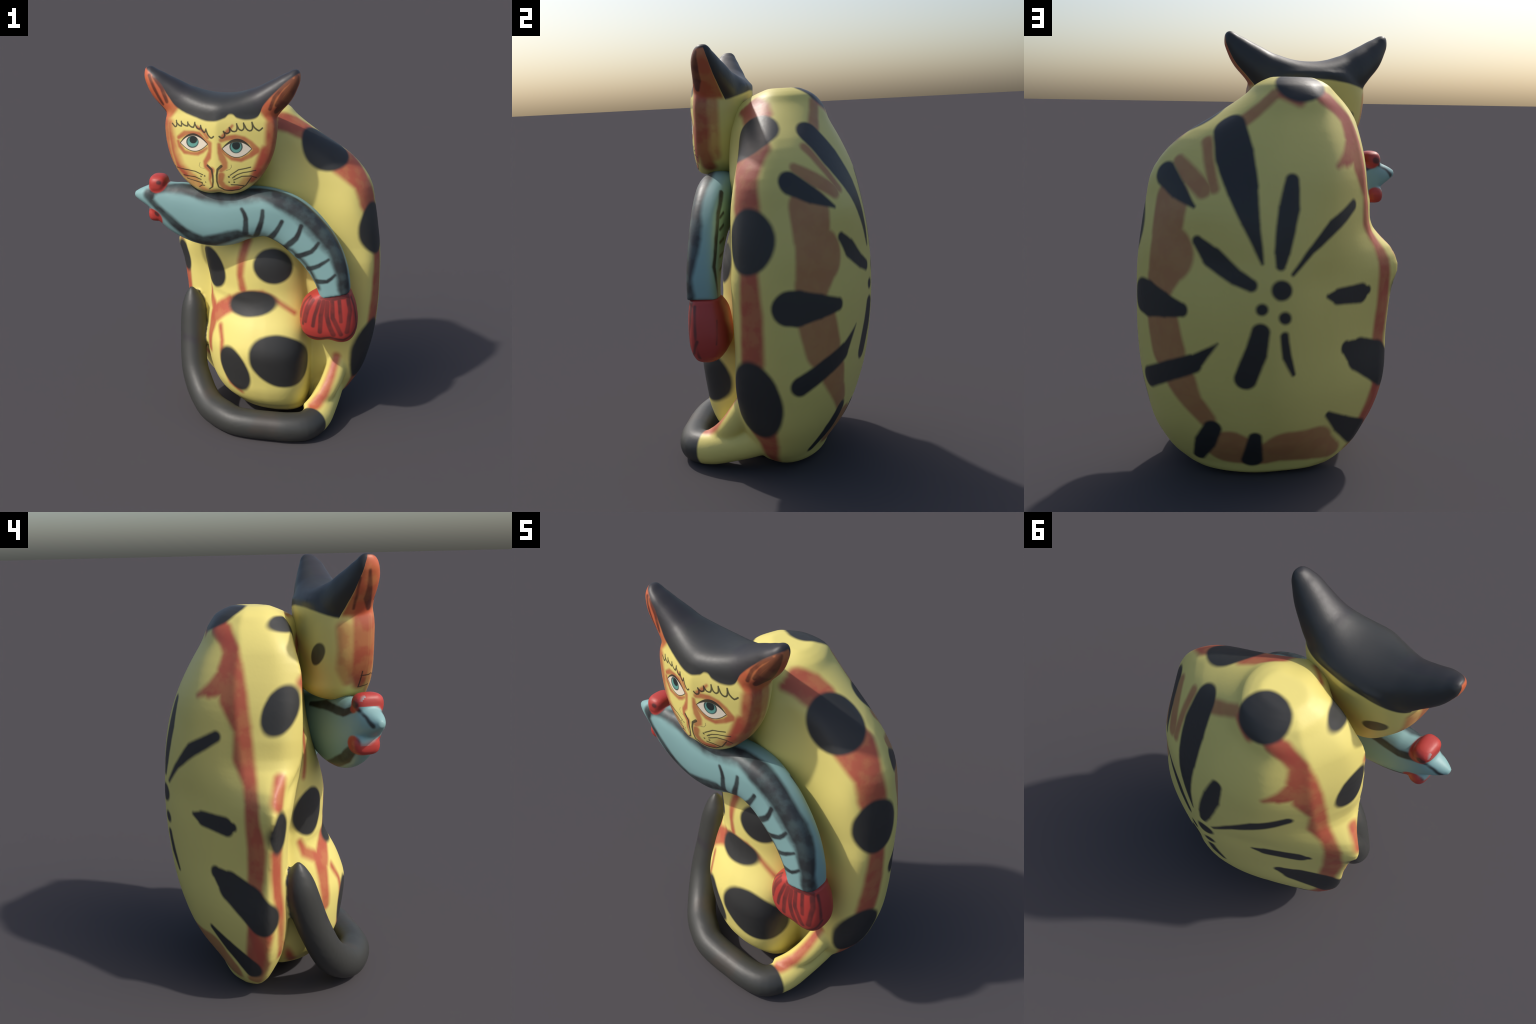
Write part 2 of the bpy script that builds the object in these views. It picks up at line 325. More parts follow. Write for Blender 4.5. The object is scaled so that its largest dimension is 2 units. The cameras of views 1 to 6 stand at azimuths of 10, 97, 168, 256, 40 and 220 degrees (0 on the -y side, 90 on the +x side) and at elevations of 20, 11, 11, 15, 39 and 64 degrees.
L = layer('blush')
stroke((.105, -.296, 1.747, .034), (.098, -.306, 1.609, .04), (.06, -.312, 1.507, .033), (-.005, -.298, 1.424, .037))
stroke((-.457, -.275, 1.757, .043), (-.461, -.275, 1.68, .042), (-.444, -.28, 1.58, .042), (-.417, -.282, 1.514, .04), (-.386, -.295, 1.463, .03))
stroke((.092, -.334, 1.735, .034), (.093, -.333, 1.637, .039), (.079, -.337, 1.582, .045), (.045, -.344, 1.505, .034))
stroke((-.432, -.341, 1.73, .007), (-.429, -.344, 1.669, .009), (-.416, -.347, 1.589, .01), (-.39, -.352, 1.516, .016), (-.352, -.361, 1.475, .02))
stroke((.077, -.341, 1.601, .045), (.05, -.346, 1.524, .044), (-.002, -.358, 1.463, .022))
stroke((-.457, -.31, 1.75, .017), (-.461, -.31, 1.679, .017), (-.444, -.314, 1.579, .018), (-.418, -.313, 1.515, .018), (-.388, -.31, 1.466, .017))
stroke((-.462, -.335, 1.74, .03), (-.458, -.335, 1.6, .033), (-.43, -.34, 1.5, .032), (-.385, -.35, 1.44, .026), (-.32, -.365, 1.40, .018))

L = layer('blush_soft')
stroke((.103, -.24, 1.738, .024), (.097, -.249, 1.616, .031), (.039, -.258, 1.475, .028))
stroke((-.448, -.2, 1.705, .032), (-.441, -.207, 1.62, .03), (-.416, -.213, 1.534, .033), (-.391, -.238, 1.475, .021))
stroke((-.422, -.344, 1.737, .017), (-.419, -.347, 1.67, .019), (-.402, -.352, 1.587, .024), (-.375, -.359, 1.517, .025), (-.314, -.371, 1.46, .027))
stroke((.055, -.35, 1.606, .019), (.025, -.357, 1.523, .02), (-.011, -.36, 1.459, .016))
stroke((-.308, -.372, 1.452, .033), (-.26, -.376, 1.409, .018), (-.208, -.382, 1.4, .008), (-.12, -.381, 1.405, .008), (-.064, -.37, 1.422, .014), (-.032, -.368, 1.457, .025))

L = layer('eye_ring')
stroke((-.38, -.361, 1.663, .011), (-.345, -.371, 1.688, .014), (-.304, -.383, 1.694, .01), (-.267, -.392, 1.692, .011), (-.237, -.399, 1.665, .01), (-.211, -.404, 1.647, .012), (-.21, -.404, 1.607, .01), (-.218, -.403, 1.578, .014), (-.235, -.399, 1.553, .012), (-.234, -.399, 1.528, .011), (-.211, -.404, 1.513, .014))
stroke((-.383, -.359, 1.643, .009), (-.375, -.362, 1.62, .011), (-.351, -.369, 1.593, .011), (-.317, -.379, 1.589, .009), (-.276, -.39, 1.591, .01))
stroke((-.278, -.389, 1.591, .01), (-.25, -.396, 1.605, .009), (-.226, -.401, 1.623, .007))
stroke((-.202, -.405, 1.513, .016), (-.214, -.397, 1.461, .006), (-.205, -.393, 1.428, .006))
stroke((-.277, -.389, 1.726, .007), (-.244, -.397, 1.703, .009), (-.224, -.401, 1.676, .01))
stroke((-.152, -.406, 1.667, .011), (-.128, -.401, 1.676, .013), (-.083, -.391, 1.681, .014), (-.043, -.381, 1.672, .013), (-.008, -.371, 1.651, .011), (.016, -.363, 1.616, .018))
stroke((.016, -.363, 1.612, .018), (-.011, -.371, 1.588, .013), (-.056, -.384, 1.567, .011), (-.098, -.395, 1.573, .01), (-.135, -.402, 1.596, .008), (-.158, -.407, 1.624, .01))
stroke((-.163, -.408, 1.645, .009), (-.158, -.407, 1.603, .013), (-.147, -.405, 1.575, .018), (-.135, -.403, 1.551, .015), (-.137, -.403, 1.53, .016), (-.154, -.406, 1.512, .011))
stroke((-.153, -.404, 1.488, .017), (-.16, -.4, 1.454, .015), (-.144, -.392, 1.428, .014), (-.113, -.383, 1.415, .012), (-.077, -.373, 1.418, .013))
stroke((-.147, -.405, 1.683, .009), (-.12, -.399, 1.71, .01), (-.098, -.393, 1.738, .006))

L = layer('ear_stripe')
stroke((-.537, -.311, 1.961, .009), (-.508, -.325, 1.895, .009), (-.468, -.323, 1.823, .009))
stroke((-.512, -.317, 1.956, .01), (-.469, -.33, 1.903, .01), (-.443, -.336, 1.838, .01))
stroke((.08, -.336, 1.816, .009), (.101, -.333, 1.872, .009), (.144, -.326, 1.925, .009), (.184, -.313, 1.956, .009))
stroke((.113, -.328, 1.836, .011), (.142, -.328, 1.887, .011), (.195, -.309, 1.953, .011))
stroke((-.57, -.263, 1.937, .006), (-.511, -.278, 1.829, .018), (-.461, -.303, 1.786, .013))
stroke((-.553, -.228, 1.907, .006), (-.505, -.229, 1.822, .006), (-.472, -.232, 1.784, .006))
stroke((.112, -.313, 1.804, .017), (.156, -.309, 1.849, .032), (.193, -.306, 1.909, .026), (.209, -.295, 1.966, .016))

L = layer('eye_line')
lens((-.374, -.362, 1.636), (-.219, -.402, 1.644), (-.295, -.385, 1.692), (-.287, -.387, 1.6))
lens((-.15, -.405, 1.623), (-.002, -.369, 1.621), (-.074, -.389, 1.674), (-.065, -.387, 1.578))

L = layer('eye_white')
lens((-.369, -.364, 1.636), (-.224, -.401, 1.644), (-.295, -.385, 1.68), (-.287, -.387, 1.604))
lens((-.146, -.405, 1.623), (-.006, -.37, 1.622), (-.074, -.389, 1.657), (-.065, -.387, 1.582))

L = layer('iris_rim')
spot((-.304, -.382, 1.648), (.034, -.009, .003), (-.001, 0, -.031))
spot((-.08, -.39, 1.634), (.032, .008, 0), (0, 0, -.033))

L = layer('iris')
spot((-.303, -.383, 1.648), (.028, -.008, .003), (-.001, 0, -.025))
spot((-.08, -.39, 1.632), (.026, .006, 0), (0, 0, -.027))

L = layer('pupil')
spot((-.299, -.384, 1.659), (.021, -.006, .002), (-.001, 0, -.019))
spot((-.08, -.39, 1.64), (.02, .005, 0), (0, 0, -.021))

L = layer('face_line')
stroke((-.414, -.348, 1.731, .004), (-.406, -.351, 1.722, .004), (-.4, -.354, 1.716, .004), (-.394, -.356, 1.718, .004), (-.39, -.356, 1.724, .004), (-.39, -.356, 1.735, .004), (-.392, -.354, 1.748, .004))
stroke((-.392, -.355, 1.738, .004), (-.385, -.358, 1.732, .004), (-.379, -.36, 1.726, .004), (-.371, -.363, 1.722, .004), (-.364, -.365, 1.722, .004), (-.363, -.364, 1.732, .004), (-.364, -.363, 1.745, .004))
stroke((-.364, -.363, 1.74, .004), (-.357, -.366, 1.734, .004), (-.349, -.369, 1.729, .004), (-.338, -.372, 1.726, .004), (-.329, -.375, 1.726, .004), (-.328, -.374, 1.734, .004), (-.328, -.373, 1.745, .004))
stroke((-.328, -.374, 1.74, .004), (-.322, -.376, 1.733, .004), (-.315, -.379, 1.726, .004), (-.306, -.381, 1.722, .004), (-.297, -.384, 1.722, .004), (-.292, -.384, 1.732, .004), (-.289, -.384, 1.746, .004))
stroke((-.289, -.385, 1.741, .004), (-.284, -.387, 1.73, .004), (-.279, -.389, 1.721, .004), (-.27, -.391, 1.716, .004), (-.262, -.393, 1.716, .004), (-.259, -.393, 1.724, .004), (-.258, -.393, 1.734, .004))
stroke((-.258, -.393, 1.731, .004), (-.254, -.394, 1.72, .004), (-.25, -.396, 1.711, .004), (-.243, -.397, 1.703, .004), (-.237, -.399, 1.701, .004), (-.233, -.399, 1.707, .004), (-.23, -.4, 1.718, .004))
stroke((-.23, -.4, 1.714, .004), (-.225, -.401, 1.702, .004), (-.22, -.402, 1.691, .004), (-.212, -.404, 1.681, .004), (-.203, -.406, 1.675, .004), (-.196, -.407, 1.678, .004), (-.19, -.408, 1.684, .004))
stroke((-.161, -.408, 1.685, .004), (-.154, -.406, 1.679, .004), (-.147, -.405, 1.677, .004), (-.139, -.403, 1.681, .004), (-.134, -.402, 1.689, .004), (-.135, -.402, 1.699, .004), (-.14, -.403, 1.71, .004))
stroke((-.14, -.403, 1.708, .004), (-.132, -.402, 1.703, .004), (-.124, -.4, 1.699, .004), (-.116, -.398, 1.702, .004), (-.11, -.397, 1.708, .004), (-.11, -.397, 1.718, .004), (-.112, -.396, 1.729, .004))
stroke((-.111, -.396, 1.727, .004), (-.105, -.395, 1.718, .004), (-.098, -.394, 1.711, .004), (-.088, -.392, 1.709, .004), (-.08, -.39, 1.711, .004), (-.076, -.389, 1.718, .004), (-.074, -.388, 1.727, .004), (-.075, -.388, 1.737, .004), (-.077, -.387, 1.747, .004))
stroke((-.076, -.387, 1.742, .004), (-.071, -.387, 1.731, .004), (-.066, -.386, 1.722, .004), (-.059, -.385, 1.717, .004), (-.052, -.383, 1.715, .004), (-.046, -.381, 1.719, .004), (-.042, -.379, 1.726, .004), (-.042, -.379, 1.738, .004), (-.044, -.378, 1.75, .004))
stroke((-.043, -.378, 1.746, .004), (-.037, -.377, 1.735, .004), (-.031, -.377, 1.724, .004), (-.023, -.375, 1.716, .004), (-.014, -.372, 1.712, .004), (-.006, -.37, 1.714, .004), (-.001, -.368, 1.722, .004), (-.001, -.367, 1.737, .004), (-.004, -.366, 1.753, .004))
stroke((-.003, -.366, 1.749, .004), (.002, -.366, 1.737, .004), (.008, -.365, 1.727, .004), (.019, -.362, 1.717, .004), (.03, -.359, 1.711, .004), (.038, -.356, 1.716, .004), (.046, -.353, 1.724, .004))
stroke((-.224, -.402, 1.535, .006), (-.202, -.405, 1.516, .006), (-.198, -.404, 1.486, .005), (-.197, -.399, 1.452, .005))
stroke((-.197, -.399, 1.452, .005), (-.203, -.392, 1.423, .004), (-.22, -.386, 1.41, .003))
stroke((-.153, -.406, 1.535, .007), (-.171, -.409, 1.518, .006), (-.177, -.407, 1.488, .005), (-.177, -.402, 1.457, .004))
stroke((-.177, -.402, 1.457, .004), (-.17, -.395, 1.425, .004), (-.142, -.386, 1.408, .004), (-.104, -.377, 1.404, .004), (-.067, -.366, 1.41, .003), (-.038, -.362, 1.43, .003), (-.008, -.363, 1.473, .003))
stroke((-.398, -.345, 1.506, .003), (-.337, -.371, 1.501, .003), (-.294, -.384, 1.498, .003), (-.252, -.393, 1.483, .003))
stroke((-.36, -.356, 1.47, .003), (-.295, -.379, 1.467, .003), (-.263, -.386, 1.457, .003))
stroke((-.341, -.359, 1.454, .003), (-.283, -.377, 1.444, .003), (-.258, -.384, 1.44, .003))
stroke((-.11, -.395, 1.488, .003), (-.069, -.387, 1.516, .003), (-.01, -.37, 1.528, .003))
stroke((-.099, -.391, 1.474, .003), (-.075, -.387, 1.491, .003), (-.047, -.38, 1.501, .003), (.014, -.36, 1.51, .003))
stroke((-.093, -.388, 1.463, .003), (-.054, -.38, 1.481, .003), (-.008, -.365, 1.482, .003), (.016, -.351, 1.471, .003))
stroke((-.107, -.386, 1.437, .003), (-.078, -.378, 1.435, .003), (-.044, -.364, 1.428, .003))
stroke((-.275, -.373, 1.416, .003), (-.259, -.381, 1.427, .003), (-.245, -.384, 1.426, .003))
stroke((-.262, -.389, 1.474, .004), (-.261, -.39, 1.473, .004))
stroke((-.242, -.395, 1.478, .004), (-.241, -.395, 1.478, .004))
stroke((-.239, -.389, 1.445, .003), (-.238, -.389, 1.444, .003))
stroke((-.259, -.383, 1.437, .004), (-.258, -.383, 1.436, .004))
stroke((-.117, -.396, 1.48, .005), (-.116, -.396, 1.479, .005))
stroke((-.09, -.39, 1.481, .004), (-.089, -.389, 1.48, .004))
stroke((-.117, -.391, 1.452, .004), (-.116, -.391, 1.451, .004))
stroke((-.092, -.385, 1.451, .004), (-.091, -.385, 1.45, .004))
stroke((-.264, -.393, 1.547, .001), (-.27, -.391, 1.529, .001), (-.261, -.393, 1.519, .001), (-.243, -.397, 1.517, .001))
stroke((-.104, -.396, 1.542, .001), (-.102, -.396, 1.531, .001), (-.112, -.397, 1.518, .001), (-.129, -.401, 1.512, .001))
stroke((-.407, -.339, 1.511, .003), (-.41, -.327, 1.504, .003), (-.411, -.294, 1.501, .003))
stroke((-.421, -.296, 1.52, .003), (-.4, -.295, 1.483, .003), (-.374, -.294, 1.447, .003))
stroke((-.374, -.294, 1.447, .003), (-.377, -.319, 1.453, .003), (-.375, -.338, 1.459, .003))

L = layer('head_black')
spot((-.332, -.127, 1.591), (-.049, -.013, .008), (.02, 0, -.049))

L = layer('fish_band')
stroke((-.556, -.336, 1.349, .037), (-.539, -.335, 1.364, .022), (-.516, -.343, 1.38, .023), (-.486, -.336, 1.386, .025), (-.454, -.324, 1.387, .025), (-.421, -.317, 1.392, .029), (-.383, -.315, 1.393, .031), (-.336, -.317, 1.387, .037), (-.284, -.322, 1.378, .041), (-.229, -.326, 1.37, .042), (-.173, -.329, 1.365, .042), (-.115, -.326, 1.369, .039), (-.06, -.321, 1.376, .035), (-.016, -.312, 1.382, .036), (.027, -.306, 1.384, .039), (.082, -.309, 1.377, .047), (.139, -.314, 1.362, .059), (.194, -.319, 1.34, .058), (.247, -.323, 1.308, .056), (.297, -.327, 1.267, .053), (.344, -.328, 1.221, .051), (.387, -.325, 1.176, .057), (.424, -.321, 1.127, .051), (.448, -.327, 1.071, .048), (.465, -.335, 1.012, .042), (.478, -.339, .95, .034), (.489, -.338, .886, .041))
stroke((-.568, -.335, 1.335, .018), (-.544, -.34, 1.312, .019), (-.517, -.344, 1.287, .019), (-.485, -.347, 1.258, .02), (-.45, -.348, 1.226, .023), (-.412, -.345, 1.189, .026), (-.371, -.34, 1.154, .029), (-.322, -.334, 1.123, .035), (-.271, -.328, 1.103, .037), (-.22, -.334, 1.11, .041), (-.171, -.34, 1.127, .037), (-.125, -.344, 1.146, .033), (-.084, -.344, 1.16, .029), (-.053, -.339, 1.158, .021), (-.022, -.327, 1.149, .013), (.015, -.295, 1.136, .011), (.072, -.305, 1.14, .003), (.134, -.306, 1.109, .011), (.202, -.334, 1.085, .011), (.256, -.336, 1.037, .011), (.299, -.338, .983, .011), (.325, -.337, .934, .013), (.345, -.335, .886, .013))

L = layer('fish_dark')
stroke((-.06, -.353, 1.3, .009), (-.047, -.355, 1.276, .011), (-.038, -.355, 1.248, .012), (-.039, -.353, 1.212, .014), (-.044, -.343, 1.17, .016))
stroke((.047, -.352, 1.296, .01), (.047, -.352, 1.269, .012), (.043, -.352, 1.239, .013), (.031, -.347, 1.201, .015), (.012, -.326, 1.155, .017))
stroke((.148, -.346, 1.243, .011), (.135, -.346, 1.217, .012), (.121, -.344, 1.19, .014), (.1, -.335, 1.162, .016), (.079, -.304, 1.137, .018))
stroke((.249, -.344, 1.223, .011), (.238, -.344, 1.19, .012), (.223, -.344, 1.158, .014), (.194, -.341, 1.128, .016), (.159, -.309, 1.092, .018))
stroke((.339, -.345, 1.136, .009), (.324, -.346, 1.112, .011), (.304, -.346, 1.089, .012), (.269, -.344, 1.073, .014), (.229, -.332, 1.056, .016))
stroke((.394, -.347, 1.05, .008), (.37, -.347, 1.032, .01), (.346, -.347, 1.015, .011), (.317, -.345, 1.003, .013), (.286, -.334, .99, .014))
stroke((.43, -.349, .969, .008), (.41, -.35, .947, .01), (.388, -.35, .93, .011), (.364, -.348, .927, .013), (.338, -.342, .926, .014))
stroke((.239, -.2, 1.318, .012), (.334, -.205, 1.23, .012), (.409, -.207, 1.118, .012), (.463, -.214, 1.004, .012), (.456, -.216, .851, .012))
stroke((.333, -.198, 1.211, .008), (.286, -.188, 1.226, .008))
stroke((.357, -.197, 1.158, .008), (.295, -.19, 1.17, .008))
stroke((.376, -.198, 1.099, .008), (.296, -.193, 1.107, .008))
stroke((.386, -.2, 1.038, .008), (.292, -.198, 1.043, .008))
stroke((.39, -.203, .976, .008), (.32, -.204, .985, .008))
stroke((-.101, -.17, 1.337, .01), (-.219, -.198, 1.352, .023), (-.329, -.207, 1.35, .018), (-.429, -.209, 1.353, .019), (-.512, -.216, 1.385, .02), (-.544, -.221, 1.395, .012))
stroke((-.544, -.222, 1.386, .01), (-.588, -.244, 1.36, .007), (-.625, -.26, 1.327, .011))
stroke((-.22, -.23, 1.077, .025), (-.417, -.221, 1.148, .028), (-.56, -.211, 1.242, .023))

L = layer('fish_soft')
stroke((-.062, -.34, 1.35, .031), (.041, -.333, 1.36, .019), (.128, -.34, 1.329, .022), (.232, -.341, 1.266, .026), (.323, -.344, 1.17, .028), (.398, -.344, 1.088, .018), (.438, -.347, .998, .016), (.457, -.349, .895, .014))
stroke((-.439, -.334, 1.373, .013), (-.345, -.331, 1.371, .019), (-.245, -.344, 1.332, .016), (-.142, -.347, 1.323, .012), (-.071, -.343, 1.341, .018))

L = layer('fish_pupil')
stroke((-.503, -.343, 1.417, .011), (-.498, -.342, 1.416, .011))
stroke((-.522, -.334, 1.245, .013), (-.517, -.335, 1.241, .013))
stroke((-.527, -.215, 1.404, .014), (-.541, -.218, 1.4, .014))

L = layer('fin_dark')
stroke((.319, -.334, .814, .01), (.292, -.338, .758, .01), (.28, -.336, .689, .01))
stroke((.354, -.343, .815, .01), (.331, -.35, .731, .01), (.323, -.347, .67, .01))
stroke((.375, -.345, .814, .012), (.364, -.352, .735, .012), (.361, -.348, .638, .012))
stroke((.395, -.346, .81, .013), (.395, -.352, .738, .013), (.411, -.352, .676, .013), (.433, -.346, .627, .013))
stroke((.42, -.345, .818, .012), (.427, -.352, .728, .012), (.473, -.343, .629, .012))
stroke((.458, -.342, .825, .01), (.47, -.349, .708, .01))
stroke((.503, -.324, .831, .013), (.515, -.331, .769, .013), (.504, -.338, .646, .013))
stroke((.298, -.303, .822, .01), (.268, -.309, .784, .01), (.252, -.31, .707, .01))
stroke((.306, -.319, .82, .009), (.282, -.332, .764, .009), (.266, -.325, .67, .009))
stroke((.362, -.338, .835, .012), (.422, -.343, .831, .012), (.5, -.323, .846, .012))
stroke((.264, -.298, .613, .008), (.312, -.329, .599, .008), (.371, -.332, .593, .008), (.418, -.339, .607, .008), (.487, -.327, .593, .008), (.531, -.316, .625, .008), (.551, -.297, .681, .008))
stroke((.517, -.303, .833, .008), (.546, -.303, .717, .008), (.533, -.293, .599, .008))
stroke((.528, -.204, .772, .003), (.546, -.209, .665, .003))

L = layer('tail_tip')
stroke((-.3, -.25, .125, .09), (-.352, -.185, .185, .09), (-.385, -.14, .25, .087), (-.4, -.105, .32, .086), (-.408, -.07, .4, .086), (-.413, -.042, .48, .086), (-.417, -.022, .55, .082), (-.42, -.01, .61, .071), (-.426, -.004, .655, .051), (-.43, -.002, .69, .025), (-.432, -.001, .705, .009))

L = layer('fish_red')
stroke((-.517, -.325, 1.41, .052), (-.507, -.235, 1.41, .05))
stroke((-.536, -.31, 1.222, .052), (-.526, -.22, 1.222, .05))

# ---------------------------------------------------------------- procedural paint
class Paint:
    """Node builder: base colour, then painted layers laid over it by distance to brush strokes, spots and lenses."""
    def __init__(self, name, base, rough=.48, wobble=.006, wob_scale=7.0, mottled=.045):
        self.last = None
        self.m = bpy.data.materials.new(name); self.m.use_nodes = True; self.t = self.m.node_tree
        self.bsdf = self.t.nodes["Principled BSDF"]
        tc = self.t.nodes.new("ShaderNodeTexCoord"); self.obj = tc.outputs["Object"]
        n = self.noise(wob_scale, 3); off = self.vec('SUBTRACT', n.outputs["Color"], (.5, .5, .5))
        self.P = self.vec('MULTIPLY_ADD', off, (wobble * 2,) * 3, self.obj)
        sep = self.t.nodes.new("ShaderNodeSeparateXYZ"); self.t.links.new(self.P, sep.inputs[0]); self.x, self.y, self.z = sep.outputs
        # brushy mottling of the base coat
        tone = self.noise(5.0, 4).outputs["Fac"]
        self.col = self.mix(self.math('MULTIPLY', self.smooth(tone, .42, .66), mottled * 4), base, tuple(c * k for c, k in zip(base, (.90, .93, .86))))
        grain = self.noise(60.0, 4).outputs["Fac"]
        self.rough(grain, rough)
        bump = self.t.nodes.new("ShaderNodeBump"); bump.inputs["Strength"].default_value = .04; bump.inputs["Distance"].default_value = .01
        self.t.links.new(grain, bump.inputs["Height"]); self.t.links.new(bump.outputs[0], self.bsdf.inputs["Normal"])
        brush = self.noise(14.0, 4); self.brush = brush.outputs["Fac"]
    def rough(self, grain, r):
        v = self.math('MULTIPLY_ADD', grain, .08, r - .04); self.t.links.new(v, self.bsdf.inputs["Roughness"])
    def noise(self, scale, detail):
        n = self.t.nodes.new("ShaderNodeTexNoise"); n.inputs["Scale"].default_value = scale; n.inputs["Detail"].default_value = detail
        self.t.links.new(self.obj, n.inputs["Vector"]); return n
    def put(self, sock, v):
        if isinstance(v, bpy.types.NodeSocket): self.t.links.new(v, sock)
        elif sock.type == 'RGBA': sock.default_value = (*v, 1)
        else: sock.default_value = v
    def vec(self, op, a, b=None, c=None):
        n = self.t.nodes.new("ShaderNodeVectorMath"); n.operation = op
        for s, v in zip(n.inputs, (a, b, c)):
            if v is not None: self.put(s, v)
        return n.outputs["Value"] if op in ('DOT_PRODUCT', 'LENGTH') else n.outputs["Vector"]
    def math(self, op, a, b=None, c=None, clamp=False):
        n = self.t.nodes.new("ShaderNodeMath"); n.operation = op; n.use_clamp = clamp
        for s, v in zip(n.inputs, (a, b, c)):
            if v is not None: self.put(s, v)
        return n.outputs[0]
    def smooth(self, v, lo, hi):
        n = self.t.nodes.new("ShaderNodeMapRange"); n.interpolation_type = 'SMOOTHSTEP'
        self.put(n.inputs[0], v); n.inputs[1].default_value = lo; n.inputs[2].default_value = hi
        if lo > hi:
            n.inputs[1].default_value, n.inputs[2].default_value, n.inputs[3].default_value, n.inputs[4].default_value = hi, lo, 1, 0
        return n.outputs[0]
    def mix(self, f, a, b):
        n = self.t.nodes.new("ShaderNodeMix"); n.data_type = 'RGBA'
        self.put(n.inputs[0], f); self.put(n.inputs[6], a); self.put(n.inputs[7], b); return n.outputs[2]
    # signed distances
    def d_stroke(self, st):
        out = None
        for p, q in zip(st[:-1], st[1:]):
            a, b = Vector(p[:3]), Vector(q[:3]); ab = b - a; L2 = max(ab.length_squared, 1e-9)
            pa = self.vec('SUBTRACT', self.P, tuple(a))
            t = self.math('ADD', self.vec('DOT_PRODUCT', pa, tuple(ab / L2)), 0.0, clamp=True)
            k = self.vec('SCALE', tuple(-ab)); k.node.inputs["Scale"].default_value = 1.0; self.put(k.node.inputs["Scale"], t)
            d = self.vec('LENGTH', self.vec('ADD', pa, k))
            d = self.math('MULTIPLY_ADD', t, p[3] - q[3], self.math('SUBTRACT', d, p[3]))
            out = d if out is None else self.math('MINIMUM', out, d)
        return out
    def d_spot(self, c, a, b):
        a, b = Vector(a), Vector(b); n = a.cross(b).normalized(); A = b.cross(n) / a.dot(b.cross(n)); B = n.cross(a) / b.dot(n.cross(a))
        depth = 1.1 * max(a.length, b.length); pc = self.vec('SUBTRACT', self.P, c); cmb = self.t.nodes.new("ShaderNodeCombineXYZ")
        for i, v in enumerate((A, B, n / depth)): self.t.links.new(self.vec('DOT_PRODUCT', pc, tuple(v)), cmb.inputs[i])
        return self.math('MULTIPLY_ADD', self.vec('LENGTH', cmb.outputs[0]), min(a.length, b.length), -min(a.length, b.length))
    def d_lens(self, l, r, t, b):
        l, r, t, b = map(Vector, (l, r, t, b)); c = (l + r) / 2; A = (r - l) / 2; up = t - b; up -= A * up.dot(A) / A.length_squared; up.normalize()
        pc = self.vec('SUBTRACT', self.P, tuple(c)); u = self.vec('DOT_PRODUCT', pc, tuple(A / A.length_squared)); v = self.vec('DOT_PRODUCT', pc, tuple(up))
        w = self.math('MULTIPLY_ADD', self.math('MULTIPLY', u, u), -1.0, 1.0)
        hi = self.math('MULTIPLY_ADD', w, -(t - c).dot(up), v); lo = self.math('SUBTRACT', self.math('MULTIPLY', w, (b - c).dot(up)), v)
        return self.math('MAXIMUM', self.math('MAXIMUM', hi, lo), self.math('ADD', self.vec('DOT_PRODUCT', self.P, (0, 1, 0)), .28))
    def near(self, kind, g, verts):
        if kind == 'stroke':
            q = np.array(g); q = np.concatenate([q[:-1] + (q[1:] - q[:-1]) * k for k in (0, .25, .5, .75, 1)])
            return min(np.sqrt(((verts - p[:3]) ** 2).sum(1).min()) - p[3] for p in q)
        if kind == 'spot': return np.sqrt(((verts - np.array(g[0])) ** 2).sum(1).min()) - max(np.linalg.norm(g[1]), np.linalg.norm(g[2]))
        return 0
    def group(self, marks):
        """Node group: distance to the nearest of a few marks. Each mark waits for the one before it, which keeps the shader small."""
        outer, P = self.t, self.P
        self.t = bpy.data.node_groups.new("marks", "ShaderNodeTree")
        self.t.interface.new_socket("P", in_out='INPUT', socket_type='NodeSocketVector')
        self.t.interface.new_socket("Before", in_out='INPUT', socket_type='NodeSocketFloat')
        self.t.interface.new_socket("Distance", in_out='OUTPUT', socket_type='NodeSocketFloat')
        gi, go = self.t.nodes.new("NodeGroupInput"), self.t.nodes.new("NodeGroupOutput"); out = gi.outputs[1]
        for kind, g in marks:
            self.P = self.vec('MULTIPLY_ADD', out, (1e-7,) * 3, gi.outputs[0])
            out = self.math('MINIMUM', out, getattr(self, 'd_' + kind)(*(g if kind != 'stroke' else (g,))))
        self.t.links.new(out, go.inputs[0]); tree, self.t, self.P = self.t, outer, P
        return tree
    def mask(self, name, soft, verts):
        marks = [m for m in MARKS[name] if self.near(*m, verts) < .03]
        if not marks: return None
        out = None
        for i in range(0, len(marks), 6):
            n = self.t.nodes.new("ShaderNodeGroup"); n.node_tree = self.group(marks[i:i + 6]); self.put(n.inputs[0], self.P)
            if out is None: n.inputs[1].default_value = 1.0; self.put(n.inputs[1], self.math('MULTIPLY_ADD', self.last, 1e-7, 1.0)) if self.last else None
            else: self.put(n.inputs[1], out)
            out = n.outputs[0]
        self.last = out
        return self.smooth(out, soft, -soft)
    def lay(self, mask, colour, opacity=1.0, brushed=0.0):
        if mask is None: return
        f = self.math('MULTIPLY', mask, opacity)
        if brushed: f = self.math('MULTIPLY', f, self.math('MULTIPLY_ADD', self.smooth(self.brush, .38, .62), brushed, 1 - brushed))
        self.col = self.mix(f, self.col, colour)
    def done(self):
        self.t.links.new(self.col, self.bsdf.inputs["Base Color"]); return self.m
